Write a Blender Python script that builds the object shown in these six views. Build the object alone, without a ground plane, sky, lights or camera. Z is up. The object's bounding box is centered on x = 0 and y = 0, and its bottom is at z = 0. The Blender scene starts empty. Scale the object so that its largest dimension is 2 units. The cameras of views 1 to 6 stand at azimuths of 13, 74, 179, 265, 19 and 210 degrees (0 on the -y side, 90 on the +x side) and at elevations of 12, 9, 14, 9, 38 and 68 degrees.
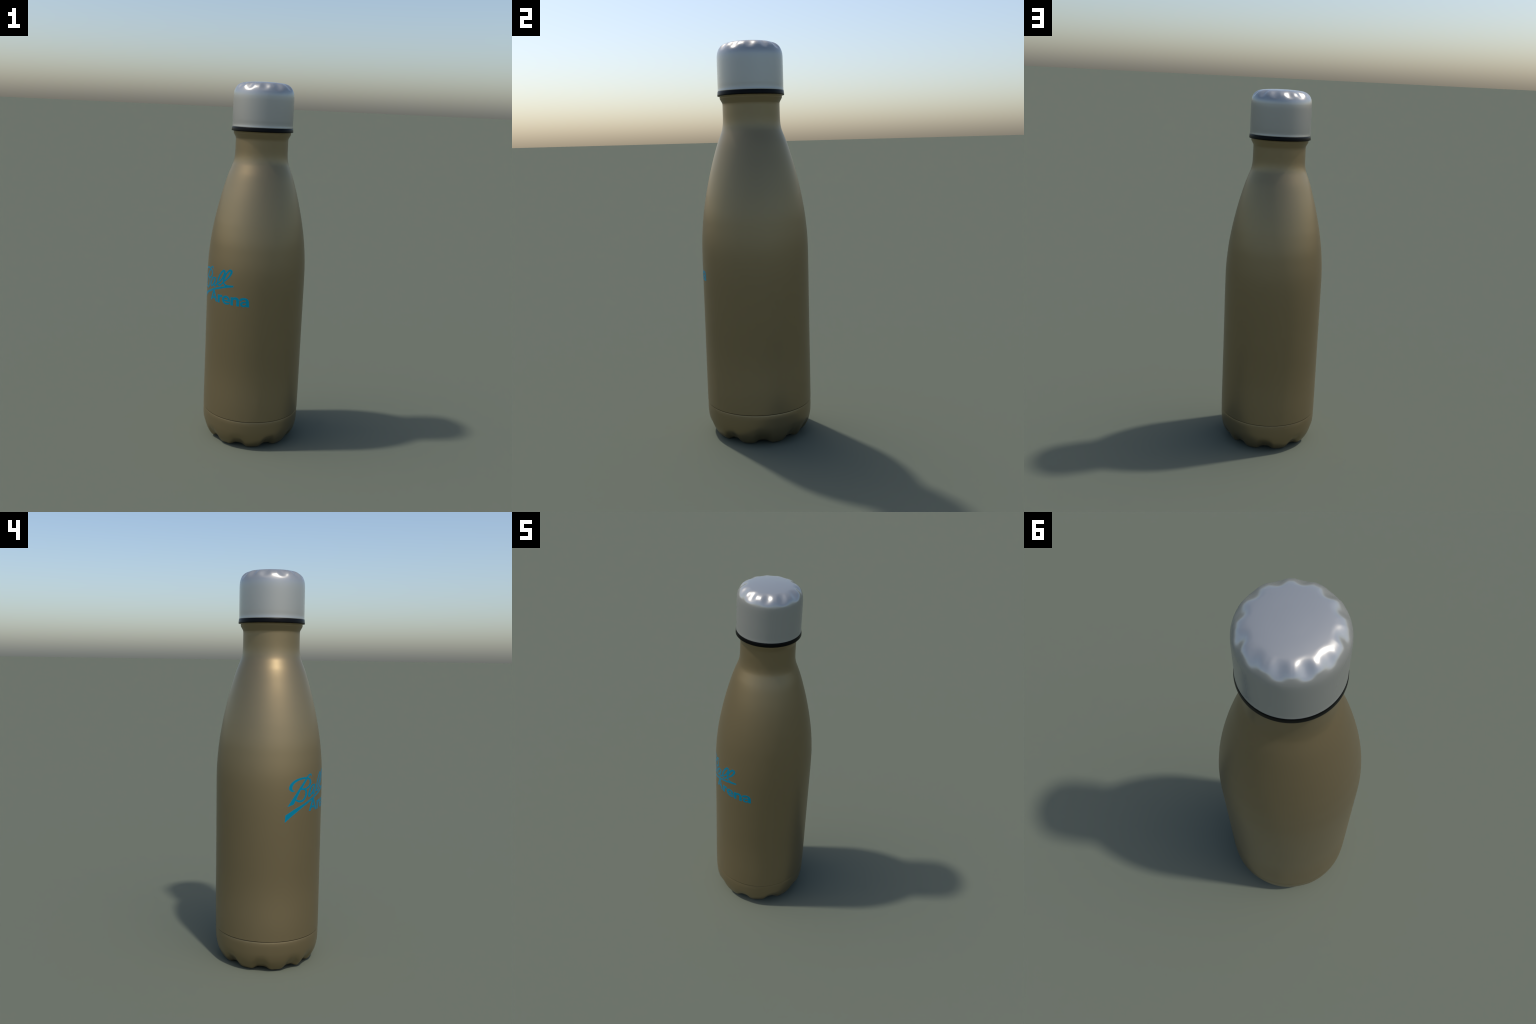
"""Insulated metal drinking bottle: satin gold-brown body with a blue printed
logo, scalloped base cup, black sealing ring and a dented chrome cap."""
import bpy, bmesh, math
from mathutils import Vector
from mathutils.geometry import delaunay_2d_cdt

TAU = math.tau

# ------------------------------------------------------------------ helpers
def hermite(points, step):
    """Shape-preserving cubic through (x, y) control points, resampled by chord
    length, parametrised over the running chord so it may double back."""
    t = [0.0]
    for a, b in zip(points, points[1:]):
        t.append(t[-1] + math.dist(a, b))

    def slopes(v):
        d = [(v[i + 1] - v[i]) / (t[i + 1] - t[i]) for i in range(len(v) - 1)]
        m = [d[0]]
        for i in range(1, len(d)):
            if d[i - 1] * d[i] <= 0:
                m.append(0.0)
            else:
                h0, h1 = t[i] - t[i - 1], t[i + 1] - t[i]
                w1, w2 = 2 * h1 + h0, h1 + 2 * h0
                m.append((w1 + w2) / (w1 / d[i - 1] + w2 / d[i]))
        return m + [d[-1]]

    dims = [[p[k] for p in points] for k in range(len(points[0]))]
    ms = [slopes(v) for v in dims]
    out = []
    for i in range(len(points) - 1):
        h = t[i + 1] - t[i]
        n = max(1, round(h / step))
        for j in range(n):
            s = j / n
            a, b = 2 * s**3 - 3 * s**2 + 1, s**3 - 2 * s**2 + s
            c, e = -2 * s**3 + 3 * s**2, s**3 - s**2
            out.append(tuple(a * v[i] + b * h * m[i] + c * v[i + 1] + e * h * m[i + 1]
                             for v, m in zip(dims, ms)))
    out.append(tuple(points[-1]))
    return out


def catmull(points, per):
    """Smooth open curve through points of any dimension."""
    p = [points[0]] + list(points) + [points[-1]]
    out = []
    for i in range(1, len(p) - 2):
        for j in range(per):
            s = j / per
            out.append(tuple(0.5 * (2 * b + (c - a) * s + (2 * a - 5 * b + 4 * c - d) * s * s
                                    + (3 * b - a - 3 * c + d) * s**3)
                             for a, b, c, d in zip(p[i - 1], p[i], p[i + 1], p[i + 2])))
    out.append(tuple(points[-1]))
    return out


def finish(name, bm, material, parent, smooth_angle=40.0):
    bmesh.ops.recalc_face_normals(bm, faces=bm.faces)
    me = bpy.data.meshes.new(name)
    bm.to_mesh(me)
    bm.free()
    for f in me.polygons:
        f.use_smooth = True
    me.set_sharp_from_angle(angle=math.radians(smooth_angle))
    me.materials.append(material)
    ob = bpy.data.objects.new(name, me)
    bpy.context.scene.collection.objects.link(ob)
    ob.parent = parent
    return ob


def lathe(name, rings, segments, material, parent, smooth_angle=40.0):
    """rings: list of functions angle -> (radius, z), or (radius, z) pairs.
    A radius of zero closes the surface in a pole."""
    bm = bmesh.new()
    rows = []
    for ring in rings:
        fn = ring if callable(ring) else (lambda a, ring=ring: ring)
        if fn(0.0)[0] < 1e-6:
            rows.append([bm.verts.new((0, 0, fn(0.0)[1]))])
            continue
        row = []
        for k in range(segments):
            a = TAU * k / segments
            r, z = fn(a)
            row.append(bm.verts.new((r * math.cos(a), r * math.sin(a), z)))
        rows.append(row)
    for lo, hi in zip(rows, rows[1:]):
        for k in range(segments):
            n = (k + 1) % segments
            if len(lo) == 1:
                bm.faces.new((lo[0], hi[n], hi[k]))
            elif len(hi) == 1:
                bm.faces.new((lo[k], lo[n], hi[0]))
            else:
                bm.faces.new((lo[k], lo[n], hi[n], hi[k]))
    return finish(name, bm, material, parent, smooth_angle)


def angle_gap(a, b):
    return (a - b + math.pi) % TAU - math.pi


def bump(x):
    """1 at x = 0, falling smoothly to 0 at |x| = 1."""
    return 0.0 if abs(x) >= 1 else 0.5 + 0.5 * math.cos(math.pi * x)


# ---------------------------------------------------------------- materials
def new_material(name):
    m = bpy.data.materials.new(name)
    m.use_nodes = True
    return m, m.node_tree, m.node_tree.nodes["Principled BSDF"]


def satin_metal(name, color, metallic, roughness, grain):
    m, nt, bsdf = new_material(name)
    bsdf.inputs["Metallic"].default_value = metallic
    tex = nt.nodes.new("ShaderNodeTexCoord")
    noise = nt.nodes.new("ShaderNodeTexNoise")
    noise.inputs["Scale"].default_value = grain
    noise.inputs["Detail"].default_value = 3.0
    nt.links.new(tex.outputs["Object"], noise.inputs["Vector"])
    ramp = nt.nodes.new("ShaderNodeValToRGB")
    ramp.color_ramp.elements[0].color = (*[c * 0.993 for c in color], 1)
    ramp.color_ramp.elements[1].color = (*[c * 1.007 for c in color], 1)
    nt.links.new(noise.outputs["Fac"], ramp.inputs["Fac"])
    nt.links.new(ramp.outputs["Color"], bsdf.inputs["Base Color"])
    span = nt.nodes.new("ShaderNodeMapRange")
    span.inputs["To Min"].default_value = roughness - 0.004
    span.inputs["To Max"].default_value = roughness + 0.004
    nt.links.new(noise.outputs["Fac"], span.inputs["Value"])
    nt.links.new(span.outputs["Result"], bsdf.inputs["Roughness"])
    return m


GOLD = satin_metal("satin_gold_brown", (0.278, 0.2135, 0.116), 0.75, 0.37, 9.0)
CHROME = satin_metal("brushed_chrome", (0.402, 0.404, 0.386), 0.6, 0.26, 7.0)
BLACK = satin_metal("black_silicone", (0.0015, 0.0015, 0.0018), 0.0, 0.33, 20.0)
BLACK.node_tree.nodes["Principled BSDF"].inputs["Specular IOR Level"].default_value = 0.12
INK = satin_metal("blue_print", (0.0, 0.33, 0.54), 0.70, 0.365, 20.0)

# ------------------------------------------------------------- whole bottle
bottle = bpy.data.objects.new("water_bottle", None)
bpy.context.scene.collection.objects.link(bottle)
bottle["label"] = "tall gold-brown metal drinking bottle with silver cap"
bottle["category"] = "water bottle"

# --------------------------------------------------------------------- body
BODY = [(0.2725, 0.1705), (0.2728, 0.30), (0.2725, 0.60), (0.2725, 0.85), (0.2724, 0.955),
        (0.2713, 1.01), (0.2688, 1.055), (0.2646, 1.10), (0.2592, 1.15), (0.2512, 1.20),
        (0.2420, 1.25), (0.2316, 1.30), (0.2200, 1.35), (0.2072, 1.40), (0.1927, 1.45),
        (0.1770, 1.50), (0.1670, 1.5275), (0.1570, 1.5515), (0.1500, 1.5715), (0.1457, 1.590),
        (0.1436, 1.610), (0.1429, 1.635), (0.1427, 1.690)]
body_profile = hermite(BODY, 0.006)
for sweep in range(40):                     # even out the curvature, less so in the tight neck bend
    body_profile = [p if i in (0, len(body_profile) - 1) or not 0.80 < p[1] < (1.47 if sweep > 5 else 1.66) else
                    (0.25 * body_profile[i - 1][0] + 0.5 * p[0] + 0.25 * body_profile[i + 1][0], p[1])
                    for i, p in enumerate(body_profile)]


def body_radius(z):
    for (r0, z0), (r1, z1) in zip(body_profile, body_profile[1:]):
        if z0 <= z <= z1:
            return r0 + (r1 - r0) * (z - z0) / (z1 - z0)
    return BODY[0][0]


body = lathe("bottle_body", [(0.0, 0.1702), (0.2680, 0.1700), (0.2718, 0.1693)] + body_profile
      + [(0.0, 1.690)], 320, GOLD, bottle)


def sheen_normal_tilt(z):
    """Upward lean of the wall's shading normal, radians: the true slope plus a false
    tilt that bakes a paler reflection into the straight wall by shoulder and base."""
    e = 0.008
    slope = math.atan2(body_radius(z - e) - body_radius(z + e), 2 * e) if 0.19 < z < 1.68 else 0.0
    shoulder = math.radians(1.7) * bump(min(1.0, (1.0 - z) / 0.26)) if z < 1.0 else \
        math.radians(1.7) * bump(min(1.0, (z - 1.0) / 0.12))
    base = math.radians(4.5) * bump((z - 0.29) / 0.26)
    return slope + shoulder + base


body.data.normals_split_custom_set_from_vertices([
    Vector((v.co.x, v.co.y, 0)).normalized() * math.cos(sheen_normal_tilt(v.co.z)) + Vector((0, 0, math.sin(sheen_normal_tilt(v.co.z))))
    if v.co.xy.length > 0.01 else Vector((0, 0, 1 if v.co.z > 1 else -1)) for v in body.data.vertices])

# ------------------------------------------------------------- scalloped cup
# Ten hollows run under the foot; their spacing repeats every half turn.
HOLLOWS = [math.radians(d + half) for half in (0, 180) for d in (88.5, 129, 167.5, 205.5, 230.5)]
LOBE = [(0.0, 0.030), (0.120, 0.028), (0.170, 0.014), (0.195, 0.0015), (0.206, 0.0), (0.214, 0.0),
        (0.2230, 0.0018), (0.2330, 0.0085), (0.2430, 0.0215), (0.2530, 0.0390), (0.2612, 0.0580),
        (0.2670, 0.080), (0.2701, 0.100), (0.2715, 0.122), (0.2721, 0.142)]
VALLEY = [(0.0, 0.030), (0.120, 0.029), (0.160, 0.021), (0.182, 0.0152), (0.192, 0.0145), (0.200, 0.0148),
          (0.2080, 0.0158), (0.2180, 0.0190), (0.2300, 0.0300), (0.2430, 0.0460), (0.2560, 0.0630),
          (0.2655, 0.0820), (0.2698, 0.100), (0.2715, 0.122), (0.2721, 0.142)]
paired = hermite([l + v for l, v in zip(LOBE, VALLEY)], 0.006)


def foot_ring(pair):
    rl, zl, rv, zv = pair
    fade = min(1.0, max(0.0, (zl - 0.004) / 0.09))
    half = math.radians(16.5 - 5.0 * fade)

    def at(a):
        w = max(bump(angle_gap(a, h) / half) for h in HOLLOWS)
        w = w * w * (3 - 2 * w)
        return rl + (rv - rl) * w, zl + (zv - zl) * w
    return at


lathe("base_cup", [foot_ring(p) for p in paired] + [(0.2720, 0.1480), (0.2715, 0.1550), (0.2707, 0.1620),
      (0.2697, 0.1655), (0.2630, 0.1659), (0.0, 0.1659)], 720, GOLD, bottle)

# ------------------------------------------------------- collar under the cap
lathe("neck_collar", [(0.1427, 1.690), (0.1428, 1.6985), (0.1436, 1.7045), (0.1546, 1.7245),  # hidden flange with wide smoothing bends normals down, darkening the collar under the ring
                      (0.1556, 1.7280), (0.1553, 1.7380), (0.1630, 1.73835), (0.0, 1.7384)], 256, GOLD, bottle, 120)

# ------------------------------------------------------------- sealing ring
lathe("sealing_ring", [(0.0, 1.7385), (0.1640, 1.7385), (0.1662, 1.7390), (0.1670, 1.7402), (0.1669, 1.7440),
                       (0.1660, 1.7520), (0.1652, 1.7600), (0.1648, 1.7604), (0.1630, 1.7612), (0.0, 1.7612)],
      256, BLACK, bottle, 50)

# ---------------------------------------------------------------------- cap
CAP = [(0.1610, 1.7603), (0.1642, 1.7603), (0.1646, 1.7614), (0.1642, 1.7648), (0.1637, 1.7710), (0.16355, 1.7790),  # foot flare modelled only to draw the bright sky-reflection band
       (0.1637, 1.8000), (0.1636, 1.8600), (0.1634, 1.9050), (0.1629, 1.9250), (0.1618, 1.9380),
       (0.1598, 1.9480), (0.1566, 1.9580), (0.1515, 1.9682), (0.1440, 1.9770), (0.1350, 1.9840),
       (0.1240, 1.9895), (0.1120, 1.9930), (0.0950, 1.9954), (0.0700, 1.9976), (0.0350, 1.9994)]
DENT_DEPTH = (0.9, 1.1, 0.8, 1.0, 1.15, 0.85, 1.1, 0.95, 1.15, 1.0, 1.1, 0.9)
DENTS = [math.radians(d) for d in (13.5, 46, 75, 105, 133, 160, 193.5, 226, 252, 285, 314, 346)]


def cap_ring(p, nrm):
    r, z = p
    # dents live on the shoulder and die out on the wall and the flat top
    u = (r - 0.1430) / 0.040 if r < 0.1430 else (1.9770 - z) / 0.030
    depth = 0.0062 * bump(u)

    def at(a):
        w = max(s * bump(angle_gap(a, d) / math.radians(13))
                for d, s in zip(DENTS, DENT_DEPTH))
        return r - nrm[0] * depth * w, z - nrm[1] * depth * w
    return at


cap_profile = hermite(CAP, 0.003)
cap_rings = [(0.0, 1.7603)]
for i, p in enumerate(cap_profile):
    a, b = cap_profile[max(0, i - 1)], cap_profile[min(len(cap_profile) - 1, i + 1)]
    n = Vector((b[1] - a[1], a[0] - b[0])).normalized()
    cap_rings.append(cap_ring(p, n))
cap_rings.append((0.0, 2.0))
lathe("screw_cap", cap_rings, 480, CHROME, bottle, 50)

# ----------------------------------------------------------------- lettering
# Drawn in millimetres on the unrolled wall: x along the girth from the azimuth
# ORIGIN, y up from the height LINE; each stroke is a pen path (x, y, width).
ORIGIN, LINE, WALL = math.radians(225.0), 0.850, 0.2728


def pen(path, per=7):
    pts = catmull(path, per) if len(path) > 2 else catmull([path[0], path[0], path[1]], per)[per:]
    left, right = [], []
    for i, (x, y, w) in enumerate(pts):
        a, b = pts[max(0, i - 1)], pts[min(len(pts) - 1, i + 1)]
        t = Vector((b[0] - a[0], b[1] - a[1])).normalized()
        left.append(Vector((x - t.y * w / 2, y + t.x * w / 2)))
        right.append(Vector((x + t.y * w / 2, y - t.x * w / 2)))
    return [[left[i], left[i + 1], right[i + 1], right[i]] for i in range(len(pts) - 1)] + \
           [[Vector((pts[k][0] + pts[k][2] / 2 * math.cos(TAU * j / 10), pts[k][1] + pts[k][2] / 2 * math.sin(TAU * j / 10)))
             for j in range(10)] for k in range(1, len(pts) - 1)
            if min(math.dist(pts[k][:2], pts[0][:2]), math.dist(pts[k][:2], pts[-1][:2])) > pts[k][2] / 2 + 1]


def shape(corners):
    """A filled outline with straight edges, cut into short lengths."""
    out = []
    for a, b in zip(corners, corners[1:] + corners[:1]):
        n = max(1, int(math.dist(a, b) / 6))
        out += [Vector((a[0] + (b[0] - a[0]) * j / n, a[1] + (b[1] - a[1]) * j / n)) for j in range(n)]
    return [out]


def inside(p, poly):
    hit = False
    for a, b in zip(poly, poly[1:] + poly[:1]):
        if (a.y > p.y) != (b.y > p.y) and p.x < a.x + (p.y - a.y) * (b.x - a.x) / (b.y - a.y):
            hit = not hit
    return hit


def printed(name, polygons, lift, parent):
    verts, faces = [], []
    for poly in polygons:
        area = sum(a.x * b.y - b.x * a.y for a, b in zip(poly, poly[1:] + poly[:1]))
        if abs(area) < 1e-3:
            continue
        if area < 0:
            poly = poly[::-1]
        faces.append(list(range(len(verts), len(verts) + len(poly))))
        verts += poly
    xs, ys = [v.x for v in verts], [v.y for v in verts]
    y = min(ys)
    while y < max(ys):                      # filler points let the print follow the curved wall
        x = min(xs)
        while x < max(xs):
            verts.append(Vector((x + 0.37, y + 0.19)))
            x += 6.0
        y += 6.0
    vs, _, fs, _, _, _ = delaunay_2d_cdt(verts, [], faces, 0, 1e-4)
    bm = bmesh.new()
    front = []
    for v in vs:
        a, z = ORIGIN + v.x / 1000 / WALL, LINE + v.y / 1000
        r = body_radius(z) + lift
        front.append(bm.verts.new((r * math.cos(a), r * math.sin(a), z)))
    boxed = [(min(v.x for v in p), max(v.x for v in p), min(v.y for v in p), max(v.y for v in p), p) for p in polygons]
    for f in fs:
        mid = sum((vs[i] for i in f), Vector((0, 0))) / len(f)
        if len(set(f)) > 2 and any(
                x0 <= mid.x <= x1 and y0 <= mid.y <= y1 and inside(mid, p) for x0, x1, y0, y1, p in boxed):
            try:
                bm.faces.new([front[i] for i in f])
            except ValueError:
                pass
    bmesh.ops.delete(bm, geom=[v for v in bm.verts if not v.link_faces], context="VERTS")
    # thickness: a skirt running back into the wall
    rim = [e for e in bm.edges if len(e.link_faces) == 1]
    ext = bmesh.ops.extrude_edge_only(bm, edges=rim)["geom"]
    for v in ext:
        if isinstance(v, bmesh.types.BMVert):
            s = 1 - (lift + 0.001) / math.hypot(v.co.x, v.co.y)
            v.co.x *= s
            v.co.y *= s
    ob = finish(name, bm, INK, parent, 180)
    # the print is shaded exactly like the wall that carries it
    ob.data.normals_split_custom_set_from_vertices(
        [Vector((v.co.x, v.co.y, 0)).normalized() for v in ob.data.vertices])
    return ob


script = []
# capital B: hooked swoosh into the upper bowl, flag, stem, lower bowl
script += pen([(-111, 84, 2), (-117, 81.5, 5), (-126, 83.5, 11), (-134.5, 95, 18), (-130, 111, 16), (-115, 126, 13),
               (-90, 137, 11), (-64, 141, 10), (-38, 140, 9), (-23, 136, 9.5), (-13.5, 127, 12), (-11.5, 113.5, 13),
               (-22, 98.5, 11), (-39, 90, 9), (-56, 87.5, 7), (-69, 88, 6)])
script += pen([(-39, 141, 9), (-28, 149, 8), (-18, 154.5, 8), (-9, 156, 7.5), (-5, 151, 6.5), (-4.5, 144, 3)])
script += shape([(-47.5, 137), (-79.5, 100.7), (-119.3, 48.6), (-150.6, 4.8), (-116, 15), (-106.5, 33.2),
                 (-77.7, 82.8), (-66.9, 93), (-33.5, 136)])
script += pen([(-74, 86, 6), (-61, 88, 9), (-49, 84, 11), (-42, 74, 12), (-42, 60, 12.5), (-50, 42, 12), (-64, 30.5, 11),
               (-82, 28, 10.5), (-94, 31.5, 10), (-106, 37, 8)])
# a
script += pen([(24, 101, 7.6), (6, 99, 9.7), (-8.5, 87, 11.9), (-19, 67, 13.0), (-22, 53, 13.0), (-14, 49, 11.9), (0, 59, 9.2),
               (12, 73, 8.1), (22, 92, 8.1)])
script += pen([(29, 104, 8.6), (22.5, 87, 11.3), (14, 66, 11.9), (14, 56, 11.9), (24, 58, 9.7), (37, 71, 8.6), (44, 79, 8.6)])
# l, l
script += pen([(43, 76, 8.2), (60, 86, 8.2), (80, 108, 9.9), (95, 133, 12.5), (98, 149, 11.9), (90, 154, 11.4), (74, 141, 10.4),
               (58, 117, 10.4), (47, 90, 11.4), (46, 73, 11.4), (55, 67, 9.9), (70, 72, 8.9), (88, 88, 8.2)])
script += pen([(86, 88, 8.2), (106, 105, 8.2), (126, 124, 9.9), (140, 147, 13.0), (141.5, 159, 12.5), (131, 161, 11.4), (115, 147, 10.8),
               (100, 123, 10.8), (91, 97, 11.4), (97, 82, 11.4), (111, 76, 9.3), (130, 76, 8.9), (157, 78, 9.3)])
# underline swash, narrowing to the right where it meets the last l
top = catmull([(-160, -36.5), (-110, -8.5), (-48, 17.3), (-3, 36.5), (39, 51.2), (70, 61.8), (100, 71.3), (120, 77)], 8)
low = catmull([(-162.7, -73), (-117, -37), (-65, -4.5), (-28, 12.5), (26, 36), (68, 49.5), (108, 62.2), (157, 73.6)], 8)
script += [[Vector(a), Vector(b), Vector(c), Vector(d)] for a, b, c, d in zip(low, low[1:], top[1:], top)]
script += shape([(108, 62.2), (157, 73.6), (157, 78), (120, 77), (96, 70)])
printed("script_word", script, 0.00025, bottle)

letters = {
    "A": shape([(-20, -28), (-4, -28), (21, 34), (7, 34)]) + shape([(33, -28), (48.5, -28), (21, 34), (7, 34)])
         + shape([(-2, -14.5), (36, -14.5), (33, -3.5), (1, -3.5)]),
    "r": shape([(51, -28), (68, -28), (68, 16.5), (51, 16.5)])
         + pen([(61, -4, 12), (65, 6, 12), (73, 11.5, 13), (86.5, 12.3, 14)]),
    "e": pen([(94, -6, 8.5), (139, -6, 8.5)]) + pen([(132, -6, 14), (130.5, 4, 13.5), (123.5, 12.3, 12), (112.5, 15.3, 11),
         (102, 11.5, 12.5), (94.5, 3, 14.5), (93.5, -6, 15), (97.5, -15.5, 14), (106, -21.5, 12), (115, -22.8, 11), (127, -21, 10),
         (137.5, -17, 7.5)]),
    "n": shape([(142, -27), (159, -27), (159, 18.5), (142, 18.5)])
         + pen([(151, -2, 12), (157, 9, 12), (168, 14.5, 14), (180, 12, 16), (185.5, 2, 17), (185.7, -27, 17)]),
    "a": pen([(199, 4.5, 13), (205, 13, 13.5), (220, 18, 11.5), (234, 13.5, 14.5), (239, 3, 16.5), (240, -12, 17), (241, -26, 17)])
         + pen([(240, -1, 8.5), (224, -1.5, 8.5), (211, -4.5, 11), (205.5, -12.5, 13), (211, -21, 11.5), (222, -22, 9.5),
                (236, -14, 9)]),
}
for glyph in letters.values():
    printed("printed_letter", glyph, 0.0004, bottle)
